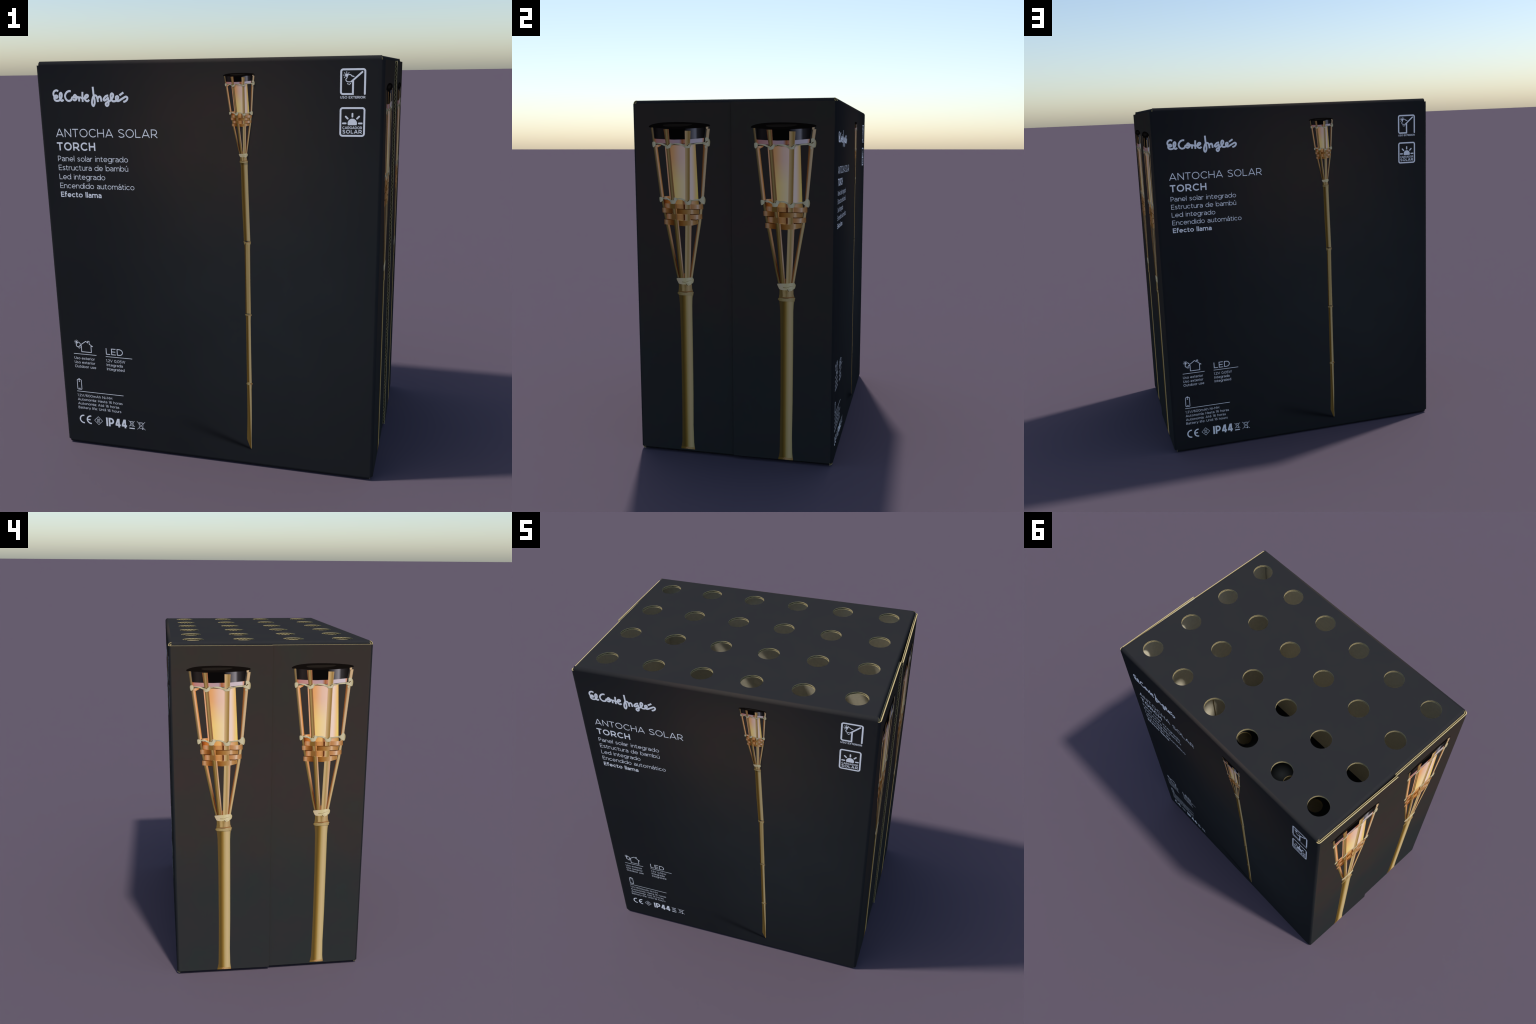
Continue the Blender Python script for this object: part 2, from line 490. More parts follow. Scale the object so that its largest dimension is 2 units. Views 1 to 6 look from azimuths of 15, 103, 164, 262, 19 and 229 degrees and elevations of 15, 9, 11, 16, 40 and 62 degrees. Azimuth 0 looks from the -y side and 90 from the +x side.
def glyph(ch, t):
    """geometric capitals on a cap height of 1; returns (advance width, [(points, closed)])"""
    h = t / 2
    L, R_ = h, None
    def ell(w, a0, a1, n=26):
        rx, ry = w / 2 - h, 0.5 - h + 0.01
        return [(w / 2 + rx * math.cos(math.radians(a0 + (a1 - a0) * i / n)), 0.5 + ry * math.sin(math.radians(a0 + (a1 - a0) * i / n))) for i in range(n + 1)]
    if ch == 'A':
        w = 0.92
        return w, [([(h * 0.9, 0), (w / 2 - h * 0.1, 1)], 0), ([(w - h * 0.9, 0), (w / 2 + h * 0.1, 1)], 0), ([(w * 0.2, 0.27), (w * 0.8, 0.27)], 0)]
    if ch == 'N':
        w = 0.80
        return w, [([(h, 0), (h, 1)], 0), ([(w - h, 0), (w - h, 1)], 0), ([(h, 1 - h * 0.6), (w - h, h * 0.6)], 0)]
    if ch == 'T':
        w = 0.72
        return w, [([(0, 1 - h), (w, 1 - h)], 0), ([(w / 2, 0), (w / 2, 1 - h)], 0)]
    if ch == 'O':
        return 0.97, [(ell(0.97, 0, 360, 40)[:-1], 1)]
    if ch == 'C':
        return 0.86, [(ell(0.97, 42, 318), 0)]
    if ch == 'H':
        w = 0.80
        return w, [([(h, 0), (h, 1)], 0), ([(w - h, 0), (w - h, 1)], 0), ([(h, 0.5), (w - h, 0.5)], 0)]
    if ch == 'L':
        return 0.60, [([(h, 1), (h, h), (0.60, h)], 0)]
    if ch == 'E':
        return 0.64, [([(0.64, 1 - h), (h, 1 - h), (h, h), (0.64, h)], 0), ([(h, 0.5), (0.58, 0.5)], 0)]
    if ch == 'D':
        w = 0.86
        r = 0.5 - h
        return w, [([(h, h), (w - h - r, h)] + circ((w - h - r, 0.5), r, -80, 80, 14) + [(w - h - r, 1 - h), (h, 1 - h)], 1)]
    if ch in 'PR':
        w = 0.64 + t * (0.85 if ch == 'R' else 0.05)
        yb = 0.37
        r = (1 - h - yb) / 2
        bowl = [(h, 0), (h, 1 - h), (w - h - r - 0.02, 1 - h)] + circ((w - h - r - 0.02, 1 - h - r), r, 80, -80, 12) + [(w - h - r - 0.02, yb), (h, yb)]
        st = [(bowl, 0)]
        if ch == 'R':
            st.append(([(w * 0.50, yb), (w - h * 0.7 + 0.02, 0)], 0))
        return w, st
    if ch == 'S':
        w = 0.70
        s = smooth([(w - h - 0.02, 0.84), (w * 0.66, 1 - h * 1.1), (w * 0.42, 1 - h * 0.95), (h * 1.3 + 0.02, 0.86), (h + 0.03, 0.70), (w * 0.32, 0.57), (w * 0.66, 0.47),
                    (w - h - 0.01, 0.31), (w - h * 1.4, 0.13), (w * 0.56, h * 0.95), (w * 0.32, h * 1.1), (h * 0.7, 0.17)], 5)
        return w, [(s, 0)]
    if ch == 'I':
        return t, [([(h, 0), (h, 1)], 0)]
    if ch == 'M':
        w = 0.94
        return w, [([(h, 0), (h, 1), (w / 2, 0.32), (w - h, 1), (w - h, 0)], 0)]
    if ch == 'B':
        w = 0.72
        up, lo = 0.235, 0.265
        return w, [([(h, h), (h, 1 - h), (w * 0.5, 1 - h)] + circ((w * 0.52, 0.76), 0.24 - h, 80, -80, 10) + [(w * 0.5, 0.52), (h, 0.52)], 0),
                   ([(h, 0.52), (w * 0.55, 0.52)] + circ((w - lo - 0.0, 0.26), lo - h, 80, -80, 10) + [(w * 0.5, h), (h, h)], 0)]
    if ch == 'U':
        w = 0.78
        r = w / 2 - h
        return w, [([(h, 1)] + circ((w / 2, r + h), r, 180, 360, 14) + [(w - h, 1)], 0)]
    if ch in 'Vv':
        w, k = (0.88, 1.0) if ch == 'V' else (0.66, XH)
        return w, [([(h * 0.8, k), (w / 2, h * 0.4), (w - h * 0.8, k)], 0)]
    if ch == 'W':
        w = 1.26
        return w, [([(h * 0.8, 1), (w * 0.28, h * 0.4), (w / 2, 0.95), (w * 0.72, h * 0.4), (w - h * 0.8, 1)], 0)]
    if ch == 'X':
        w = 0.80
        return w, [([(h, 0), (w - h, 1)], 0), ([(h, 1), (w - h, 0)], 0)]
    if ch == 'G':
        return 0.92, [(ell(0.97, 42, 330) + [(0.97 - h - 0.04, 0.44), (0.56, 0.44)], 0)]
    if ch == '4':
        return 0.62, [([(0.43, 1.0), (0.43, 0)], 0), ([(0.35, 0.97), (0.10, 0.29)], 0), ([(0.02, 0.265), (0.62, 0.265)], 0)]
    if ch == '0':
        w = 0.76
        return w, [(ell(w, 0, 360, 30)[:-1], 1)]
    if ch == '1':
        return 0.36, [([(0.02, 0.90), (0.36 - h - 0.06, 1 - h * 0.4), (0.36 - h - 0.06, 0)], 0)]
    if ch == '2':
        w = 0.66
        return w, [(smooth([(h * 0.8, 0.80), (0.18, 1 - h * 1.3), (0.36, 1 - h), (0.55, 0.86), (0.56, 0.68), (0.42, 0.46), (h, h)], 4) + [(w, h)], 0)]
    if ch == '5':
        w = 0.66
        return w, [(smooth([(h * 0.6, 0.16), (0.18, h * 1.2), (0.34, h), (0.54, 0.14), (0.59, 0.33), (0.50, 0.54), (0.32, 0.60), (0.12, 0.54)], 4) + [(0.15, 1 - h), (w * 0.9, 1 - h)], 0)]
    if ch == '6':
        w = 0.70
        return w, [(circ((w / 2, 0.33), 0.33 - h, 0, 360, 22)[:-1], 1), (smooth([(w - h * 1.6, 0.90), (0.40, 1 - h), (0.16, 0.84), (h, 0.56), (h, 0.33)], 4), 0)]
    # lower case
    r = XH / 2
    bowl = lambda cx, a0, a1, n=22: [(cx + (r + 0.005 - h) * math.cos(math.radians(a0 + (a1 - a0) * i / n)), r + (r + 0.005 - h) * math.sin(math.radians(a0 + (a1 - a0) * i / n))) for i in range(n + 1)]
    full = lambda cx: (bowl(cx, 0, 360, 28)[:-1], 1)
    if ch == 'o':
        return 2 * r + 0.02, [full(r + 0.01)]
    if ch == 'c':
        return 2 * r * 0.90, [(bowl(r, 45, 315), 0)]
    if ch == 'e':
        return 2 * r * 0.98, [([(h, r - 0.01)] + [(2 * r - h - 0.01, r - 0.01)] + bowl(r, 8, 318), 0)]
    if ch in 'db':
        w = 2 * r + 0.03
        x = w - h if ch == 'd' else h
        return w, [full(r if ch == 'd' else r + 0.03), ([(x, 0), (x, 1.05)], 0)]
    if ch == 'g':
        w = 2 * r + 0.03
        return w, [full(r), ([(w - h, XH), (w - h, 0.02)] + smooth([(w - h - 0.02, -0.12), (w * 0.72, -0.25 + h), (w * 0.4, -0.27 + h), (h * 1.2, -0.20)], 4), 0)]
    if ch == 'a':
        w = 0.60
        return w, [([(w - h, 0), (w - h, 0.44)] + smooth([(w - h - 0.02, 0.56), (w * 0.55, XH - h), (w * 0.3, XH - h * 1.05), (h, XH - 0.13)], 4), 0),
                   (smooth([(w - h, 0.40), (w * 0.5, 0.425), (h * 1.2 + 0.02, 0.33), (h, 0.21), (h * 1.3 + 0.02, 0.09), (w * 0.45, h), (w * 0.78, 0.12), (w - h, 0.26)], 4), 0)]
    if ch in 'nh':
        w = 0.64
        return w, [([(h, 0), (h, 1.05 if ch == 'h' else XH)], 0), (smooth([(h, 0.46), (h + 0.06, 0.60), (w * 0.52, XH - h), (w - h - 0.04, 0.60), (w - h, 0.44)], 4) + [(w - h, 0)], 0)]
    if ch == 'm':
        w = 1.06
        q = w / 2
        return w, [([(h, 0), (h, XH)], 0), (smooth([(h, 0.46), (h + 0.05, 0.60), (q * 0.56, XH - h), (q - 0.04, 0.60), (q, 0.44)], 4) + [(q, 0)], 0),
                   (smooth([(q, 0.46), (q + 0.05, 0.60), (q * 1.54, XH - h), (w - h - 0.04, 0.60), (w - h, 0.44)], 4) + [(w - h, 0)], 0)]
    if ch in 'uú':
        w = 0.64
        st = [([(w - h, 0), (w - h, XH)], 0), ([(h, XH)] + smooth([(h, 0.30), (h + 0.04, 0.13), (w * 0.46, h), (w - h - 0.06, 0.13), (w - h, 0.28)], 4), 0)]
        return w, st + ([([(0.28, 0.86), (0.44, 1.06)], 0)] if ch == 'ú' else [])
    if ch == 'r':
        return 0.40, [([(h, 0), (h, XH)], 0), (smooth([(h, 0.42), (h + 0.07, 0.60), (0.40, XH - h * 0.9)], 4), 0)]
    if ch == 's':
        w = 0.54
        return w, [(smooth([(w - h - 0.02, XH - 0.13), (w * 0.5, XH - h), (h + 0.03, XH - 0.16), (w * 0.34, r + 0.05), (w * 0.68, r - 0.05), (w - h - 0.01, 0.18), (w * 0.5, h), (h * 0.6, 0.13)], 4), 0)]
    if ch == 't':
        return 0.44, [([(0.15, 0.92), (0.15, 0.22)] + smooth([(0.16, 0.12), (0.27, h), (0.42, h * 1.6)], 4), 0), ([(0.0, XH - h), (0.41, XH - h)], 0)]
    if ch == 'f':
        return 0.42, [(smooth([(0.42, 1.05 - h), (0.28, 1.06 - h), (0.16, 0.94), (0.15, 0.80)], 4) + [(0.15, 0)], 0), ([(0.0, XH - h), (0.40, XH - h)], 0)]
    if ch == 'l':
        return t, [([(h, 0), (h, 1.05)], 0)]
    if ch in 'ií':
        return t + 0.02, [([(h, 0), (h, XH)], 0), ([(h, 0.90), (h, 0.90 + t * 1.15)] if ch == 'i' else [(h - 0.02, 0.86), (h + 0.12, 1.05)], 0)]
    if ch in 'áé':
        w, st = glyph('a' if ch == 'á' else 'e', t)
        return w, st + [([(w * 0.42, 0.86), (w * 0.66, 1.06)], 0)]
    if ch == 'x':
        w = 0.64
        return w, [([(h, 0), (w - h, XH)], 0), ([(h, XH), (w - h, 0)], 0)]
    if ch == 'y':
        w = 0.66
        return w, [([(h * 0.8, XH), (w / 2, h * 0.6)], 0), ([(w - h * 0.8, XH), (0.26, -0.16), (0.06, -0.22)], 0)]
    if ch in '.,':
        return t * 1.1, [([(h, 0), (h, t * 1.1)] if ch == '.' else [(h * 0.6, -0.12), (h * 1.2, t * 1.1)], 0)]
    if ch == ':':
        return t * 1.1, [([(h, 0), (h, t * 1.1)], 0), ([(h, XH - t * 1.1), (h, XH)], 0)]
    if ch == '-':
        return 0.36, [([(0.0, 0.36), (0.36, 0.36)], 0)]
    if ch == '/':
        return 0.46, [([(h * 0.5, -0.1), (0.46 - h * 0.5, 1.08)], 0)]
    return 0.33, []

XH = 0.73   # x-height over cap height

def stroke_word(text, x, z, width, cap, t, track):
    """capitals drawn with a pen of width t (in cap heights), set from x, baseline z, fitted to width"""
    cur, runs = 0.0, []
    for ch in text:
        w, st = glyph(ch, t)
        runs.append((cur, st))
        cur += w + track
    total = cur - track
    kx = width / (total * cap)
    parts = []
    for off, st in runs:
        for i, (pts, closed) in enumerate(st):
            q = [(x + (px + off) * cap * kx, z + py * cap) for px, py in pts]
            parts.append(ribbon(q, t * cap, bool(closed), crown=INK_CROWN * (1 + 0.12 * i)))
    return parts

def flat_mesh(name, parts, mats):
    vs, fs = [], []
    for v, f, _ in parts:
        o = len(vs)
        vs += v
        for q in f:
            q = [i + o for i in q]
            fs.append(q)
    me = bpy.data.meshes.new(name)
    me.from_pydata(vs, [], fs)
    for m in mats:
        me.materials.append(m)
    # make every ink face look outward (local +z)
    bm = bmesh.new()
    bm.from_mesh(me)
    bm.normal_update()
    for fa in bm.faces:
        if fa.normal.z < 0:
            fa.normal_flip()
    bm.to_mesh(me)
    bm.free()
    return me

# ------------------------------------------------------------------ lettering and symbols of the long panels
def mm(pts, cx=0.0, cz=0.0):
    return [(cx + a / 1000.0, cz + b / 1000.0) for a, b in pts]

LOGO = [  # pen path of the brush-script signature, mm from its centre
    [(-164, 28), (-174, 32), (-186, 27), (-191, 16), (-188, 5), (-180, -3), (-172, -1), (-172, 6), (-178, 8), (-185, 3), (-188, -5), (-184, -14),
     (-173, -17), (-161, -14), (-153, -7), (-148, 4), (-147, 15), (-151, 20), (-156, 16), (-159, 4), (-157, -9), (-152, -16), (-145, -16), (-140, -11)],
    [(-98, 27), (-107, 28), (-119, 23), (-128, 12), (-130, 2), (-126, -9), (-118, -16), (-109, -17), (-99, -13), (-93, -2), (-86, -1), (-77, -2),
     (-69, 0), (-61, 0), (-57, -8), (-58, -20)],
    [(-86, -4), (-83, 6), (-77, 10), (-71, 4), (-69, -5), (-76, -13), (-84, -14), (-89, -9)],
    [(-58, -8), (-54, -3), (-48, 1)],
    [(-37, 24), (-39, 1), (-39, -22)],
    [(-47, -4), (-30, -6)],
    [(-30, -5), (-19, -3), (-11, 2), (-10, 8), (-16, 10), (-23, 6), (-27, -3), (-25, -13), (-18, -18), (-11, -18), (-5, -12)],
    [(18, 47), (20, 8), (23, -10), (23, -26), (19, -37), (15, -41), (10, -36), (9, -24), (13, -8), (20, 5), (30, 7), (36, 1), (39, -11), (40, -23)],
    [(39, -10), (43, -2), (50, 2), (55, -1), (57, -10), (58, -21)],
    [(95, 7), (83, 4), (74, -4), (70, -11), (74, -16), (82, -13), (90, -6), (93, -5), (94, -13), (94, -25), (93, -35), (86, -41), (80, -37), (80, -30),
     (88, -24), (100, -19), (111, -10), (119, 2), (120, 11), (115, 16), (110, 13), (107, 4), (108, -7), (114, -18), (123, -20), (134, -17), (142, -10),
     (145, -2), (142, 3), (136, 2), (133, -3), (134, -12), (139, -18), (147, -18), (158, -12), (173, -4), (184, 1), (191, -3), (190, -11), (182, -19), (170, -23)],
    [(152, 7), (173, 20)]]

def logo_parts():
    out = []
    for i, s in enumerate(LOGO):
        pts = mm(s, -0.5485, 1.8345)
        out.append(ribbon(smooth(pts, 5) if len(pts) > 2 else pts, 0.0094, crown=INK_CROWN * (1 + 0.07 * i)))
    return out

def sun_parts(c, r, ray0, ray1, w, angles):
    out = [disc(c, r)]
    for a in angles:
        d = (math.cos(math.radians(a)), math.sin(math.radians(a)))
        out.append(ribbon([(c[0] + d[0] * ray0, c[1] + d[1] * ray0), (c[0] + d[0] * ray1, c[1] + d[1] * ray1)], w, cap='round'))
    return out

def outdoor_badge():
    w = 0.0078
    x0, x1, xm, z0, z1, r = 0.6385, 0.7406, 0.6898, 1.8418, 1.9441, 0.0085
    loop = [(x1, z0 + 0.0005)] + circ((x1 - r, z1 - r), r, 0, 90, 6) + circ((x0 + r, z1 - r), r, 90, 180, 6) + circ((x0 + r, z0 + r), r, 180, 270, 6) + [(xm, z0), (xm, 1.8955)]
    parts = [ribbon(loop, w, cap='round'), ribbon([(0.6835, 1.8940), (0.7285, 1.9328)], w * 0.92, cap='round', crown=INK_CROWN * 1.2)]
    parts += sun_parts((0.6620, 1.9205), 0.0068, 0.0098, 0.0142, 0.0026, (90, 45, 135, 180, 225))
    cloud = smooth(mm([(35, 40), (28, 43), (26, 42), (20, 48), (12, 49), (6, 44), (4, 36), (0, 31), (0, 25), (5, 20), (12, 19), (24, 19)], 0.6595, 1.8735), 5)
    parts.append(ribbon(cloud, 0.0036, crown=INK_CROWN * 1.1))
    parts += [disc((0.6672, 1.8848), 0.0024), disc((0.6730, 1.8818), 0.0024), disc((0.6788, 1.8848), 0.0022)]
    return parts

def solar_badge():
    w = 0.0076
    parts = [ribbon(rrect(0.6383, 1.6650, 0.7410, 1.7829, 0.0095), w, closed=True)]
    c = (0.6898, 1.7182)
    parts.append(disc(c, 0.0199, a0=-22, a1=202))
    parts.append(([(c[0] - 0.0185, c[1] - 0.0076, 0.0001), (c[0] + 0.0185, c[1] - 0.0076, 0.0001), (c[0], c[1] + 0.001, INK_CROWN * 1.02)], [(0, 1, 2)], 0))
    for a in (0, 45, 90, 135, 180):
        d = (math.cos(math.radians(a)), math.sin(math.radians(a)))
        parts.append(ribbon([(c[0] + d[0] * 0.0285, c[1] + d[1] * 0.0285), (c[0] + d[0] * 0.0405, c[1] + d[1] * 0.0405)], 0.0074, cap='round'))
    return parts

def house_symbol():
    w = 0.0034
    parts = [ribbon([(-0.7090, 0.5690), (-0.6722, 0.5950), (-0.6610, 0.5868)], w),
             ribbon([(-0.6530, 0.5812), (-0.6340, 0.5682)], w, crown=INK_CROWN * 1.1),
             ribbon([(-0.6610, 0.5850), (-0.6610, 0.5965), (-0.6527, 0.5965), (-0.6527, 0.5790)], w * 0.9, crown=INK_CROWN * 1.2),
             ribbon([(-0.7100, 0.5690), (-0.6995, 0.5690), (-0.6995, 0.5352), (-0.6440, 0.5352), (-0.6440, 0.5690), (-0.6335, 0.5690)], w, crown=INK_CROWN * 1.3)]
    parts += sun_parts((-0.7262, 0.5872), 0.0050, 0.0080, 0.0112, 0.0022, (0, 45, 90, 135, 180, 225, 270))
    cloud = smooth(mm([(26, 22), (22, 24), (17, 29), (9, 28), (5, 21), (1, 15), (2, 8), (8, 4), (24, 4)], -0.7290, 0.5575), 5)
    parts.append(ribbon(cloud, 0.0036, crown=INK_CROWN * 1.15))
    parts += [disc((-0.7180, 0.5565), 0.0018), disc((-0.7125, 0.5535), 0.0020), disc((-0.7070, 0.5565), 0.0018)]
    return parts

def battery_symbol():
    parts = [ribbon(rrect(-0.7400, 0.3190, -0.7160, 0.3745, 0.004), 0.0030, closed=True),
             ribbon([(-0.7325, 0.3783), (-0.7235, 0.3783)], 0.0045, crown=INK_CROWN * 1.2),
             ribbon([(-0.7322, 0.3655), (-0.7238, 0.3655)], 0.0028, crown=INK_CROWN * 1.1),
             ribbon([(-0.7280, 0.3697), (-0.7280, 0.3613)], 0.0028, crown=INK_CROWN * 1.25),
             ribbon([(-0.7322, 0.3245), (-0.7238, 0.3245)], 0.0028)]
    return parts

def conformity_mark():
    t, r = 0.0072, 0.0217
    parts = [ribbon(circ((-0.7183, 0.1457), r, 82, 278), t), ribbon(circ((-0.6772, 0.1459), r, 82, 278), t)]
    parts.append(ribbon([(-0.6985, 0.1459), (-0.6800, 0.1459)], t * 0.95, crown=INK_CROWN * 1.2))
    return parts

def class_diamond():
    c = (-0.6325, 0.1460)
    h = 0.0235
    parts = [ribbon([(c[0] - h, c[1]), (c[0], c[1] + h), (c[0] + h, c[1]), (c[0], c[1] - h)], 0.0018, closed=True)]
    for d in (-0.006, 0.0, 0.006):
        parts.append(ribbon([(c[0] + d, c[1] - 0.009), (c[0] + d, c[1] + 0.009)], 0.0016))
    for s in (-1, 1):
        parts.append(ribbon([(c[0] - 0.009, c[1] + s * 0.009), (c[0] + 0.009, c[1] + s * 0.009)], 0.0013, crown=INK_CROWN * 1.2))
    return parts

def crossed_bin(cx, cz, s):
    w = 0.0015
    q = lambda *p: [(cx + a * s, cz + b * s) for a, b in p]
    parts = [ribbon(q((-1.0, 1.0), (0.98, -1.0)), w * 1.1), ribbon(q((1.0, 1.0), (-0.98, -1.0)), w * 1.1, crown=INK_CROWN * 1.2),
             ribbon(q((-0.55, 0.62), (-0.38, -0.72), (0.35, -0.72), (0.52, 0.62)), w, crown=INK_CROWN * 1.4),
             ribbon(q((-0.62, 0.62), (-0.3, 0.80), (0.28, 0.80), (0.62, 0.62), (-0.62, 0.62)), w, crown=INK_CROWN * 1.6),
             disc((cx + 0.34 * s, cz - 0.78 * s), 0.17 * s)]
    return parts

TEXT_BLOCKS = [  # body, x, baseline z, width, cap height, pen width, tracking
    ('Panel solar integrado', -0.7435, 1.5296, 0.3712, 0.0262, 0.094, 0.125),
    ('Estructura de bambú', -0.7435, 1.4857, 0.3692, 0.0262, 0.094, 0.125),
    ('Led integrado', -0.7435, 1.4413, 0.2460, 0.0262, 0.094, 0.125),
    ('Encendido automático', -0.7435, 1.3971, 0.3958, 0.0262, 0.094, 0.125),
    ('Efecto llama', -0.7435, 1.3532, 0.2200, 0.0262, 0.17, 0.095),
    ('Uso exterior', -0.7450, 0.4910, 0.1175, 0.0148, 0.100, 0.14),
    ('Uso exterior', -0.7450, 0.4674, 0.1177, 0.0148, 0.100, 0.14),
    ('Outdoor use', -0.7450, 0.4441, 0.1213, 0.0148, 0.100, 0.14),
    ('1,2V 0,05W', -0.5625, 0.4910, 0.1077, 0.0148, 0.100, 0.14),
    ('Integrada', -0.5610, 0.4677, 0.0908, 0.0148, 0.100, 0.14),
    ('Integrated', -0.5610, 0.4444, 0.0992, 0.0148, 0.100, 0.14),
    ('1.2V/600mAh Ni-MH', -0.7450, 0.2776, 0.2010, 0.0142, 0.100, 0.14),
    ('Autonomía: Hasta 16 horas', -0.7450, 0.2540, 0.2595, 0.0142, 0.100, 0.14),
    ('Autonomia: Até 16 horas', -0.7450, 0.2302, 0.2389, 0.0142, 0.100, 0.14),
    ('Battery life: Until 16 hours', -0.7450, 0.2065, 0.2492, 0.0142, 0.100, 0.14),
    ('USO EXTERIOR', 0.6357, 1.8230, 0.1078, 0.0102, 0.175, 0.11),
    ('CARGADOR', 0.6475, 1.6943, 0.0845, 0.0108, 0.175, 0.11),
    ('SOLAR', 0.6477, 1.6748, 0.0840, 0.0157, 0.19, 0.16)]

ink_meshes = []
def ink_part(kind, parts):
    ink_meshes.append((kind, flat_mesh(kind, parts, [WHITE])))

ink_part('script_signature', logo_parts())
ink_part('title_lettering', stroke_word('ANTOCHA SOLAR', -0.7435, 1.6466, 0.5271, 0.0392, 0.100, 0.150))
ink_part('title_lettering', stroke_word('TORCH', -0.7430, 1.5820, 0.2043, 0.0392, 0.178, 0.15))
for row in TEXT_BLOCKS:
    ink_part('text_line', stroke_word(*row))
ink_part('lamp_lettering', stroke_word('LED', -0.5605, 0.5322, 0.0955, 0.0350, 0.108, 0.17))
ink_part('rating_lettering', stroke_word('IP44', -0.5875, 0.1208, 0.1190, 0.0500, 0.185, 0.11))
for x0, x1, z in ((-0.7455, -0.6165, 0.5216), (-0.5628, -0.4147, 0.5207), (-0.7453, -0.4772, 0.3073)):
    ink_part('rule_line', [ribbon([(x0, z), (x1, z)], 0.0027)])
ink_part('outdoor_badge', outdoor_badge())
ink_part('solar_badge', solar_badge())
ink_part('house_symbol', house_symbol())
ink_part('battery_symbol', battery_symbol())
ink_part('conformity_mark', conformity_mark())
ink_part('class_mark', class_diamond())
ink_part('crossed_bin_mark', crossed_bin(-0.4395, 0.1520, 0.0170) + [ribbon([(-0.4551, 0.1250), (-0.4249, 0.1250)], 0.0060)])
ink_part('crossed_bin_mark', crossed_bin(-0.3865, 0.1465, 0.0230))

for panel, fr_, dz in ((front_panel, FRONT, 0.0), (back_panel, BACK, -0.040)):
    for kind, me in ink_meshes:
        add_obj(kind, me, panel, fr_ @ Matrix.Translation((0, dz, INK_LIFT)))

# ------------------------------------------------------------------ printed torch
M = {}
M['disc'] = plain('ink_black_cap', ink(19, 15, 13))
M['sheen'] = plain('ink_cap_sheen', ink(36, 31, 27))
M['band'] = ramp_mat('ink_cap_band', 'x', [(0, (14, 11, 11)), (.10, (42, 36, 35)), (.20, (34, 29, 28)), (.29, (11, 9, 9)), (.60, (11, 9, 9)),  # grey stops paint the highlight on the round cap
                                           (.70, (74, 70, 74)), (.80, (138, 133, 138)), (.84, (58, 54, 56)), (.92, (34, 30, 30)), (1, (11, 9, 9))])
M['rim'] = ramp_mat('ink_lamp_rim', 'x', [(0, (190, 110, 55)), (.05, (182, 122, 118)), (.28, (192, 146, 142)), (.50, (178, 150, 158)), (.56, (165, 95, 50)),
                                          (.62, (188, 128, 108)), (.66, (198, 178, 184)), (.95, (206, 190, 196)), (1, (215, 130, 65))])
M['s_dark'] = ramp_mat('ink_bamboo_dark', 'x', [(0, (91, 74, 47)), (.5, (128, 105, 69)), (1, (153, 122, 83))], .3)
M['s_mid'] = ramp_mat('ink_bamboo_mid', 'x', [(0, (135, 80, 47)), (.18, (111, 84, 47)), (.5, (168, 138, 87)), (.75, (135, 101, 56)), (1, (166, 107, 73))], .2)
M['s_light'] = ramp_mat('ink_bamboo_light', 'x', [(0, (206, 164, 120)), (.2, (192, 159, 113)), (.5, (174, 142, 89)), (.72, (153, 118, 64)), (1, (176, 140, 94))], .2)
M['s_pale'] = ramp_mat('ink_bamboo_pale', 'x', [(0, (180, 145, 102)), (.35, (202, 171, 136)), (1, (196, 164, 124))], .2)
M['lit'] = ramp_mat('ink_glow_edge', 'x', [(0, (175, 128, 83)), (.35, (227, 178, 141)), (.65, (223, 150, 87)), (1, (190, 122, 62))])
M['lit_thin'] = ramp_mat('ink_glow_line', 'x', [(0, (233, 170, 125)), (1, (208, 148, 112))])
M['rust'] = ramp_mat('ink_rust_edge', 'x', [(0, (122, 76, 40)), (1, (166, 104, 58))])
M['fade'] = ramp_mat('ink_fading_edge', 'y', [(0, (80, 40, 17)), (.35, (109, 58, 25)), (.7, (190, 138, 96)), (1, (204, 142, 89))])
M['peach'] = ramp_mat('ink_peach_edge', 'y', [(0, (163, 120, 79)), (.4, (208, 172, 141)), (1, (200, 152, 112))])
M['l_dark'] = ramp_mat('ink_cane_dark', 'x', [(0, (97, 78, 42)), (.6, (128, 105, 62)), (1, (141, 107, 64))], .3)
M['l_mid'] = ramp_mat('ink_cane_mid', 'x', [(0, (97, 74, 36)), (.3, (109, 82, 38)), (.6, (153, 124, 71)), (1, (135, 101, 53))], .25)
M['l_light'] = ramp_mat('ink_cane_light', 'x', [(0, (185, 156, 109)), (.3, (194, 166, 120)), (.6, (166, 136, 83)), (1, (196, 164, 122))], .25)
M['l_pale'] = ramp_mat('ink_cane_pale', 'x', [(0, (168, 134, 89)), (.5, (200, 171, 126)), (1, (180, 151, 104))], .25)
M['twine'] = ramp_mat('ink_twine', 'x', [(0, (169, 158, 126)), (.35, (192, 181, 149)), (.7, (201, 190, 160)), (1, (171, 154, 113))], .5)
M['wrap'] = ramp_mat('ink_twine_wrap', 'x', [(0, (186, 167, 132)), (.2, (196, 177, 147)), (.5, (200, 184, 138)), (.75, (213, 199, 162)), (1, (196, 179, 136))], .35)
M['inside'] = ramp_mat('ink_inner_glow', 'x', [(0, (93, 34, 13)), (.1, (190, 105, 43)), (.35, (219, 151, 81)), (.5, (227, 174, 103)), (.56, (146, 84, 45)), (.62, (215, 158, 123)), (.8, (219, 168, 130)), (.93, (200, 149, 81)), (1, (155, 116, 67))])
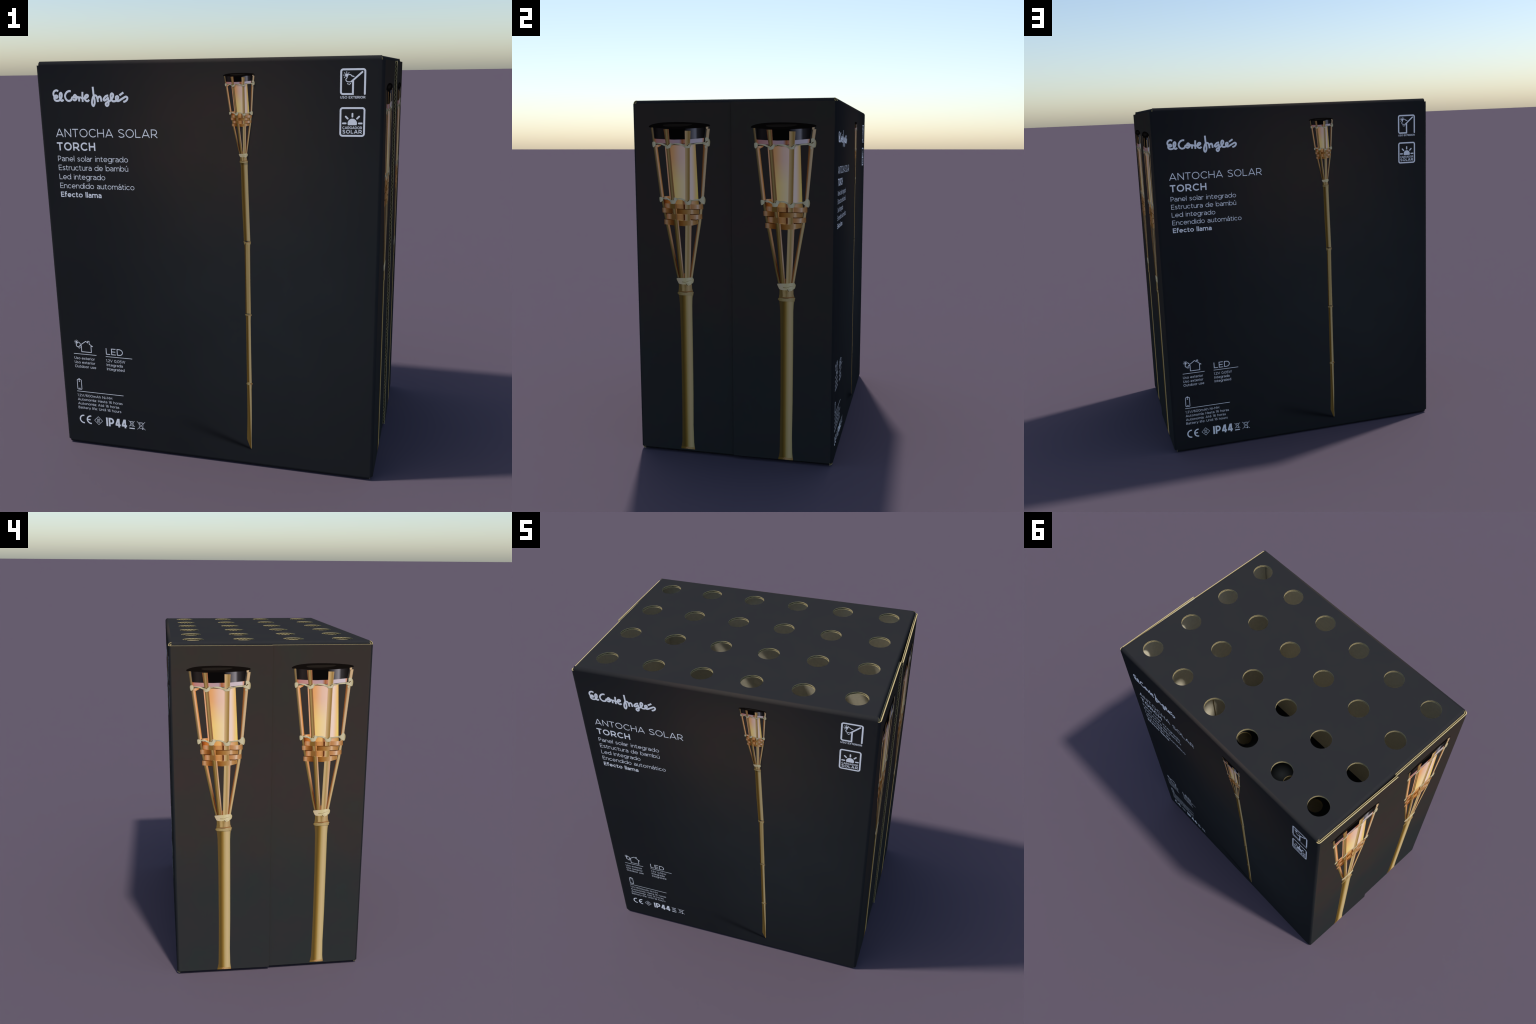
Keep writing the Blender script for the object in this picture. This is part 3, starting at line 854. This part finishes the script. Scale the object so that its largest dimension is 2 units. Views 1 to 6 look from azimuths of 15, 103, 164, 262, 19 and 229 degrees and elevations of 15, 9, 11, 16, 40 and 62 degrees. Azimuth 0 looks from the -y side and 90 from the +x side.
M['row_a'] = ramp_mat('ink_weave', 'x', [(0, (64, 21, 10)), (.06, (93, 36, 18)), (.10, (182, 116, 65)), (.22, (198, 149, 112)), (.30, (177, 122, 74)), (.36, (124, 82, 40)), (.42, (113, 86, 43)), (.56, (124, 88, 43)), (.64, (192, 126, 67)), (.78, (200, 141, 87)), (.90, (188, 128, 74)), (.94, (101, 52, 25)), (1, (83, 42, 18))], .05)  # weave ramps have glints and shaded strand ends baked into their stops
M['row_b'] = ramp_mat('ink_weave_front', 'x', [(0, (138, 88, 47)), (.24, (194, 149, 110)), (.42, (171, 111, 58)), (.7, (132, 76, 31)), (1, (101, 55, 20))], .12)
M['row_c'] = ramp_mat('ink_weave_broad', 'x', [(0, (109, 61, 20)), (.2, (151, 94, 40)), (.45, (165, 120, 65)), (.62, (184, 141, 94)), (.70, (210, 174, 139)), (.78, (186, 136, 85)), (1, (161, 113, 60))], .1)
M['row_d'] = ramp_mat('ink_weave_right', 'x', [(0, (180, 124, 74)), (.25, (190, 134, 87)), (.45, (200, 153, 116)), (.58, (215, 185, 159)), (.72, (192, 141, 94)), (1, (159, 107, 58))], .1)
M['shade'] = plain('ink_weave_shadow', ink(84, 44, 20))
M['knot_shade'] = plain('ink_lashing_shadow', ink(92, 70, 36))
M['stub'] = ramp_mat('ink_pole_stub', 'x', [(0, (118, 97, 55)), (.2, (114, 89, 48)), (.32, (186, 156, 105)), (.5, (145, 117, 68)), (.68, (192, 162, 118)), (1, (153, 123, 78))], .25)
M['ring'] = ramp_mat('ink_pole_ring', 'x', [(0, (125, 103, 60)), (.3, (158, 136, 90)), (.7, (182, 159, 116)), (1, (162, 136, 90))], .4)
M['scar'] = ramp_mat('ink_pole_scar', 'x', [(0, (118, 91, 47)), (.4, (127, 89, 50)), (.8, (159, 109, 65)), (1, (139, 102, 59))], .5)
M['pole'] = ramp_mat('ink_pole', 'x', [(0, (96, 74, 40)), (.16, (96, 76, 40)), (.24, (90, 70, 30)), (.36, (122, 92, 40)), (.46, (150, 120, 60)), (.56, (178, 152, 100)), (.75, (196, 170, 126)), (.93, (188, 165, 118)), (1, (160, 138, 92))], .06)  # round shading of the pole painted across its width, slim poles too
M['pole_slim'] = ramp_mat('ink_pole_slim', 'x', [(0, (108, 86, 45)), (.16, (101, 77, 35)), (.3, (89, 64, 23)), (.45, (135, 105, 54)), (.56, (178, 154, 108)), (.8, (191, 168, 124)), (.95, (180, 156, 111)), (1, (144, 121, 81))], .08)
M['pole_ribbed'] = ramp_mat('ink_pole_ribbed', 'x', [(0, (93, 68, 30)), (.18, (85, 59, 21)), (.28, (173, 147, 99)), (.42, (155, 129, 75)), (.5, (178, 152, 102)), (.6, (157, 131, 79)), (.75, (186, 161, 113)), (1, (164, 139, 95))], .08)
M['foot'] = ramp_mat('ink_pole_foot', 'x', [(0, (112, 86, 36)), (.3, (126, 94, 44)), (.5, (188, 140, 98)), (.7, (182, 150, 100)), (1, (160, 120, 70))], .9)

def make_flame():
    m, nt, b = new_mat('ink_lamp_flame')
    vec, ax = object_axes(nt)
    fx = math_node(nt, 'ADD', ax[0], 0.5)
    top = ramp_node(nt, fx, [(p, ink(*c)) for p, c in [(0, (238, 168, 110)), (.10, (222, 152, 88)), (.26, (226, 164, 112)), (.45, (224, 182, 160)), (.66, (232, 194, 178)),
                                                      (.80, (234, 206, 194)), (.91, (236, 190, 120)), (1, (228, 160, 70))]])
    bot = ramp_node(nt, fx, [(p, ink(*c)) for p, c in [(0, (240, 168, 104)), (.14, (234, 192, 112)), (.30, (236, 198, 122)), (.55, (236, 206, 160)), (.70, (233, 206, 184)),
                                                      (.82, (234, 206, 192)), (.91, (236, 192, 134)), (.96, (236, 206, 116)), (1, (230, 178, 86))]])
    fy = math_node(nt, 'SUBTRACT', math_node(nt, 'MULTIPLY', ax[1], -2.2), -0.55, clamp=True)
    n = noise(nt, vec, 2.0, 2.0)
    fy = math_node(nt, 'ADD', fy, math_node(nt, 'MULTIPLY', math_node(nt, 'SUBTRACT', n, 0.5), 0.35), clamp=True)
    col = mix_col(nt, fy, top, bot)
    nt.links.new(col, b.inputs['Base Color'])
    return m
M['flame'] = make_flame()

class Piece:
    """one printed piece: its mesh in its own unit space plus where that space sits on the torch"""
    def __init__(self, kind, me, mat4):
        self.kind, self.me, self.mat4 = kind, me, mat4

def unit_frame(c, xdir, sx, sy):
    x = Vector((xdir[0], xdir[1], 0)).normalized()
    y = Vector((-x.y, x.x, 0))
    m = Matrix.Identity(4)
    for i in range(2):
        m[i][0], m[i][1], m[i][3] = x[i] * sx, y[i] * sy, c[i]
    return m

def strip(kind, left, right, mat, n=1):
    """band between a left and a right edge, both listed from top to bottom (mm)"""
    l = [Vector((a / 1000, b / 1000)) for a, b in left]
    r = [Vector((a / 1000, b / 1000)) for a, b in right]
    t, bt = (l[0] + r[0]) / 2, (l[-1] + r[-1]) / 2
    axis = (t - bt).normalized()
    wid = sum((b - a).length for a, b in zip(l, r)) / len(l)
    m = unit_frame((t + bt) / 2, (axis.y, -axis.x), wid, (t - bt).length)
    inv = m.inverted()
    v = []
    for a, b in zip(l, r):
        for q in (a, b):
            w = inv @ Vector((q.x, q.y, 0))
            v.append((w.x, w.y, 0))
    f = [(2 * i, 2 * i + 2, 2 * i + 3, 2 * i + 1) for i in range(len(l) - 1)]
    return Piece(kind, flat_mesh(kind, [(v, f, 0)], [mat]), m)

def patch(kind, outline, mat, curve=0):
    """filled outline (mm)"""
    pts = [(a / 1000, b / 1000) for a, b in outline]
    if curve:
        pts = smooth(pts, curve, True)
    x0, x1 = min(p[0] for p in pts), max(p[0] for p in pts)
    y0, y1 = min(p[1] for p in pts), max(p[1] for p in pts)
    m = unit_frame(((x0 + x1) / 2, (y0 + y1) / 2), (1, 0), x1 - x0, y1 - y0)
    v = [((p[0] - (x0 + x1) / 2) / (x1 - x0), (p[1] - (y0 + y1) / 2) / (y1 - y0), 0) for p in pts]
    return Piece(kind, flat_mesh(kind, [(v, [tuple(range(len(v)))], 0)], [mat]), m)

def twine(kind, pts, w0, w1):
    """string segment: tapering band along pts (mm)"""
    P = [Vector(p) for p in smooth(pts, 4)]
    l, r = [], []
    for i, p in enumerate(P):
        d = (P[min(i + 1, len(P) - 1)] - P[max(i - 1, 0)]).normalized()
        n = Vector((-d.y, d.x))
        w = w0 + (w1 - w0) * i / (len(P) - 1)
        l.append(p + n * w / 2)
        r.append(p - n * w / 2)
    return patch(kind, [tuple(p) for p in l] + [tuple(p) for p in reversed(r)], M['twine'])

HEAD = [
    # inner faces of the rear canes and the glowing lamp
    patch('printed_lamp', [(-84, -104), (-40, -104), (-12, -100), (21, -100), (90, -96), (102, -395), (102, -404), (-62, -404)], M['flame']),
    patch('printed_inner_glow', [(-97, -398), (-76, -402), (-20, -400), (25, -402), (102, -398), (108, -440), (98, -530), (64, -536), (24, -540), (-39, -538), (-92, -530)], M['inside']),
    patch('printed_inner_glow', [(-96, -382), (-62, -380), (-61, -398), (-94, -400)], M['lit']),
    patch('printed_inner_glow', [(-142, -104), (-127, -101), (-104, -101), (-110, -108), (-126, -116), (-138, -120)], M['lit']),
    patch('printed_lamp_rim', [(-144, -66), (-34, -71), (63, -69), (139, -63), (136, -87), (60, -95), (-34, -97), (-143, -92)], M['rim']),
    patch('printed_cap_band', [(-146, -6), (149, -5), (144, -40), (139, -66), (63, -72.5), (-34, -74.5), (-100, -72), (-143, -69)], M['band']),
    patch('printed_cap_disc', [(-175, -5), (-168, 3), (-139, 12), (-85, 18), (-11, 19.5), (66, 17), (135, 11), (165, 6), (173, 0), (166, -5), (130, -11.5), (94, -14), (30, -16), (-33, -16), (-90, -14), (-140, -11), (-168, -8)], M['disc'], 3),
    patch('printed_panel_sheen', [(-92, 5), (-55, 8.5), (0, 9), (66, 8), (70, 4), (40, -2), (-17, -5), (-80, -3)], M['sheen'], 3),
    # weave rows that run behind canes
    patch('printed_weave_band', [(-101, -419), (-38, -424), (25, -425), (25, -451), (-38, -450), (-99, -442)], M['row_a']),
    patch('printed_weave_band', [(-92, -474), (-38, -479), (24, -481), (24, -511), (-38, -509), (-90, -504)], M['row_a']),
    # upper canes
    strip('printed_cane', [(-163, -9), (-117, -392)], [(-152, -9), (-107, -392)], M['s_dark']),
    strip('printed_cane', [(-113, -392), (-87, -540)], [(-101, -392), (-76, -540)], M['l_dark']),
    strip('printed_cane_side', [(-141, -116), (-108, -392)], [(-127, -112), (-95, -384)], M['lit']),
    strip('printed_cane_side', [(-84, -112), (-63, -392)], [(-75, -112), (-54, -392)], M['lit_thin']),
    strip('printed_cane', [(-90, -18), (-77, -115), (-56, -392)], [(-61, -18), (-55, -115), (-33, -392)], M['s_mid']),
    strip('printed_cane', [(-58, -392), (-41, -520)], [(-34, -392), (-20, -520)], M['s_mid']),
    strip('printed_cane', [(31, -27), (31, -117), (27, -394), (25, -540)], [(64, -28), (58, -117), (53, -394), (53, -540)], M['s_light']),
    strip('printed_cane_side', [(134, -98), (116, -390)], [(145, -100), (121, -390)], M['rust']),
    strip('printed_cane', [(155, -17), (143, -112), (119.5, -395)], [(172, -17), (159, -112), (133, -395)], M['s_pale']),
    strip('printed_cane', [(117, -395), (101, -530)], [(131, -395), (115, -530)], M['l_pale']),
    patch('printed_cane_tip', [(150, -8), (164, -6), (163, -15), (152, -19)], M['s_pale']),
    # weave rows in front of canes
    patch('printed_weave_band', [(56, -423), (95, -425), (129, -421), (129, -449), (95, -452), (56, -450)], M['row_d']),
    patch('printed_weave_band', [(-60, -423), (-33, -424), (-33, -450), (-60, -448)], plain('ink_weave_dark', ink(126, 92, 42))),
    patch('printed_weave_band', [(-108, -445), (-49, -449), (-47, -475), (-106, -471)], M['row_b']),
    patch('printed_weave_band', [(-22, -450), (36, -452), (102, -449), (101, -476), (36, -479), (-22, -477)], M['row_c']),
    patch('printed_weave_band', [(-53, -479), (-28, -480), (-28, -509), (-53, -508)], plain('ink_weave_shade', ink(134, 92, 46))),
    patch('printed_weave_band', [(53, -480), (88, -480), (123, -476), (123, -502), (88, -508), (53, -507)], M['row_d']),
    patch('printed_weave_band', [(-97, -509), (-39, -514), (-37, -542), (-97, -536)], M['row_b']),
    patch('printed_weave_band', [(-17, -513), (24, -516), (64, -512), (96, -506), (96, -532), (64, -540), (24, -545), (-15, -543)], M['row_c']),
    # shadow lines drawn between weave rows and under the lashings
    patch('printed_weave_shadow', [(-22, -448), (36, -450.5), (56, -450), (56, -453), (36, -453.5), (-22, -451.5)], M['shade']),
    patch('printed_weave_shadow', [(56, -448.5), (95, -450.5), (112, -449), (112, -452), (95, -454), (56, -452)], M['shade']),
    patch('printed_weave_shadow', [(-90, -472), (-49, -474), (-49, -478), (-90, -476)], M['shade']),
    patch('printed_weave_shadow', [(53, -477), (90, -477), (108, -475), (108, -478), (90, -481), (53, -481)], M['shade']),
    patch('printed_weave_shadow', [(56, -506), (88, -507), (100, -504), (98, -508), (88, -511), (56, -511)], M['shade']),
    patch('printed_weave_shadow', [(-92, -506), (-42, -510), (-42, -513.5), (-94, -509)], M['shade']),
    # lower canes
    strip('printed_cane_side', [(-77, -538), (-32, -773), (-18, -834)], [(-66, -538), (-24, -773), (-9, -834)], M['fade']),
    strip('printed_cane', [(-88, -536), (-41, -773), (-26, -834)], [(-76, -540), (-32, -773), (-17, -834)], M['l_dark']),
    strip('printed_cane_side', [(-22, -512), (0, -774), (6, -838)], [(-14, -512), (8, -775), (12.5, -838)], M['peach']),
    strip('printed_cane_side', [(12, -808), (12, -838)], [(18, -808), (18, -838)], M['rust']),
    strip('printed_cane', [(-41, -511), (-18, -774), (-12, -838)], [(-21, -512), (1, -774), (7, -838)], M['l_mid']),
    strip('printed_cane_side', [(52, -538), (47, -776), (43, -838)], [(61, -538), (51, -776), (45, -838)], M['peach']),
    strip('printed_cane', [(25, -541), (18, -775), (17, -838)], [(53, -541), (47, -776), (44, -838)], M['l_light']),
    strip('printed_cane_side', [(95, -530), (52, -776), (44, -838)], [(103, -530), (62, -776), (51, -838)], M['rust']),
    strip('printed_cane', [(101, -518), (61, -776), (50, -838)], [(116, -522), (71, -777), (61, -838)], M['l_pale']),
    # lashings
    twine('printed_twine', [(-140, -94), (-120, -94), (-100, -98), (-80, -106)], 3, 10),
    twine('printed_twine', [(-44, -100), (-26, -97), (0, -99), (30, -108)], 4, 11),
    twine('printed_twine', [(62, -103), (100, -95), (150, -92)], 3, 10),
    patch('printed_knot', [(-155, -86), (-140, -86), (-136, -96), (-140, -107), (-152, -115), (-157, -100)], M['twine'], 3),
    patch('printed_knot', [(-83, -102), (-70, -104), (-54, -92), (-42, -98), (-48, -108), (-54, -118), (-75, -123), (-82, -110)], M['twine'], 3),
    patch('printed_knot', [(24, -110), (40, -106), (56, -94), (67, -96), (62, -110), (57, -118), (36, -120), (28, -116)], M['twine'], 3),
    patch('printed_knot', [(146, -66), (160, -64), (171, -76), (173, -92), (168, -110), (152, -107), (130, -97), (130, -91), (146, -88)], M['twine'], 3),
    patch('printed_knot', [(142, -107), (155, -110), (148, -121), (142, -116)], M['twine']),
    twine('printed_twine', [(-104, -392), (-80, -394), (-58, -404)], 5, 9),
    twine('printed_twine', [(-18, -395), (4, -395), (28, -406)], 4, 10),
    twine('printed_twine', [(60, -404), (90, -399), (118, -397)], 3, 11),
    patch('printed_knot', [(-121, -386), (-104, -390), (-100, -398), (-106, -408), (-118, -414), (-122, -402)], M['twine'], 3),
    patch('printed_knot', [(-61, -402), (-48, -402), (-36, -388), (-14, -394), (-26, -408), (-32, -421), (-54, -422), (-59, -414)], M['twine'], 3),
    patch('printed_knot', [(22, -406), (38, -408), (52, -398), (66, -402), (62, -414), (56, -425), (32, -425)], M['twine'], 3),
    patch('printed_knot', [(100, -396), (116, -390), (122, -380), (136, -380), (143, -398), (137, -422), (122, -416), (104, -402)], M['twine'], 3),
    patch('printed_lashing_shadow', [(-72, -105), (-55, -93), (-55, -96), (-70, -108)], M['knot_shade']),
    patch('printed_lashing_shadow', [(40, -107), (57, -95), (58, -98), (43, -110)], M['knot_shade']),
    patch('printed_lashing_shadow', [(-46, -402), (-38, -391), (-36, -394), (-43, -404)], M['knot_shade']),
    patch('printed_lashing_shadow', [(38, -408), (50, -399), (51, -402), (40, -411)], M['knot_shade']),
    patch('printed_lashing_shadow', [(147, -88), (158, -80), (160, -84), (150, -92)], M['knot_shade']),
    patch('printed_lashing_shadow', [(-34, -98), (-14, -101), (8, -103), (-10, -104), (-34, -102)], M['knot_shade']),
    # neck of the pole
    patch('printed_pole_neck', [(-19, -860), (57, -860), (58, -892), (63, -908), (63, -916), (-22, -916), (-19, -890)], M['stub']),
    patch('printed_neck_lashing', [(-31, -838), (-14, -836), (26, -834), (58, -830), (67, -836), (69, -846), (60, -864), (25, -871), (-14, -869), (-25, -856)], M['wrap'], 3),
    patch('printed_neck_lashing', [(21, -865), (57, -863), (50, -872), (34, -878)], M['wrap']),
    patch('printed_lashing_shadow', [(20, -865), (24, -866), (34, -877), (30, -878)], M['knot_shade']),
    patch('printed_lashing_shadow', [(0, -856), (20, -857), (40, -849), (62, -846), (40, -852), (20, -860), (0, -859)], M['ring']),
    patch('printed_pole_scar', [(-22, -908), (20, -911), (63, -905), (63, -911), (20, -917), (-20, -914)], M['scar']),
    patch('printed_pole_node', [(-24, -915), (20, -918), (65, -911), (64, -924), (62, -931), (20, -933), (-20, -931)], M['ring'], 3),
]

END_POLE = [
    strip('printed_pole', [(-21, -928), (-18, -950), (-15, -988), (-12, -1200), (-12, -1503), (-14, -1696), (-16, -1795), (-19, -1812), (-23, -1832)],
          [(62, -928), (59, -950), (57, -988), (57, -1200), (56, -1503), (53, -1696), (55, -1795), (57, -1812), (59.5, -1832)], M['pole']),
    strip('printed_pole_foot', [(-22, -1826), (-24, -1838)], [(59, -1826), (60, -1838)], M['foot'])]

# slim pole of the long panels, given directly in panel mm around the lamp anchor (184, 1928)
def rel(pts):
    return [(a - 184, b - 1928) for a, b in pts]
STAKE_POLE = [
    strip('printed_pole', rel([(184, 1543), (186, 1520), (188, 1355), (194, 1175)]), rel([(220, 1543), (218, 1520), (221, 1355), (225, 1175)]), M['pole_slim']),
    strip('printed_pole', rel([(196, 1160), (197, 1138), (197, 978), (196, 815)]), rel([(224, 1160), (223, 1138), (222, 978), (222.5, 815)]), M['pole_ribbed']),
    strip('printed_pole', rel([(197, 805), (197.5, 781), (197, 612), (197, 450)]), rel([(222, 805), (220.5, 781), (220, 612), (221, 450)]), M['pole_slim']),
    strip('printed_pole', rel([(196, 445), (197, 420), (195.5, 262), (192, 145), (207, 103), (212, 94)]), rel([(222, 445), (220, 420), (218, 262), (215, 145), (215.5, 108), (215, 95)]), M['pole_slim']),
    patch('printed_pole_node', rel([(193, 1174), (203, 1168), (212, 1171), (227, 1173), (226, 1160), (219, 1153), (210, 1158), (201, 1162), (196, 1156)]), M['ring'], 3),
    patch('printed_pole_scar', rel([(195, 1173), (206, 1169), (227, 1171), (227, 1168.5), (206, 1166), (196, 1170)]), M['scar']),
    patch('printed_pole_node', rel([(194.5, 812), (210, 811), (224.5, 813), (224.5, 805), (210, 803.5), (195, 805)]), M['ring'], 3),
    patch('printed_pole_scar', rel([(196, 808), (224, 808.5), (224, 806.8), (196, 806.2)]), M['scar']),
    patch('printed_pole_node', rel([(195, 453), (205, 457), (214, 453), (224, 455), (225, 448), (215, 444), (207, 442), (195.5, 446)]), M['ring'], 3),
    patch('printed_pole_scar', rel([(214, 453), (223, 453), (223, 448), (216, 446)]), M['scar'], 3)]

def lay_torch(panel, fr_, u, v, scale, angle, pieces, lift0=0.0002, step=0.00002):
    base = fr_ @ Matrix.Translation((u, v, 0)) @ Matrix.Rotation(math.radians(angle), 4, 'Z')
    for i, p in enumerate(pieces):
        m = Matrix.Diagonal((scale, scale, 1, 1)) @ p.mat4
        add_obj(p.kind, p.me, panel, base @ Matrix.Translation((0, 0, lift0 + step * i)) @ m)

for sx in (-1, 1):
    # seen from outside, the left half is the rear flap on the -x end and the front flap on the +x end
    left_sy = 1 if sx < 0 else -1
    for sy, u in ((left_sy, -0.2934), (-left_sy, 0.2815)):
        v = 1.856 if (sy > 0) else 1.8625
        lay_torch(FLAP[(sx, sy)], end_frame(sx, sy), u, v, 1.0, 0.0, END_POLE + HEAD)

for panel, fr_, du, dv in ((front_panel, FRONT, 0.0, 0.0), (back_panel, BACK, -0.0337, -0.0245)):
    lay_torch(panel, fr_, 0.1838 + du, 1.9277 + dv, 1.0, 0.0, STAKE_POLE, lift0=0.0002)
    lay_torch(panel, fr_, 0.1838 + du, 1.9277 + dv, 0.417, 1.19, HEAD, lift0=0.0005)
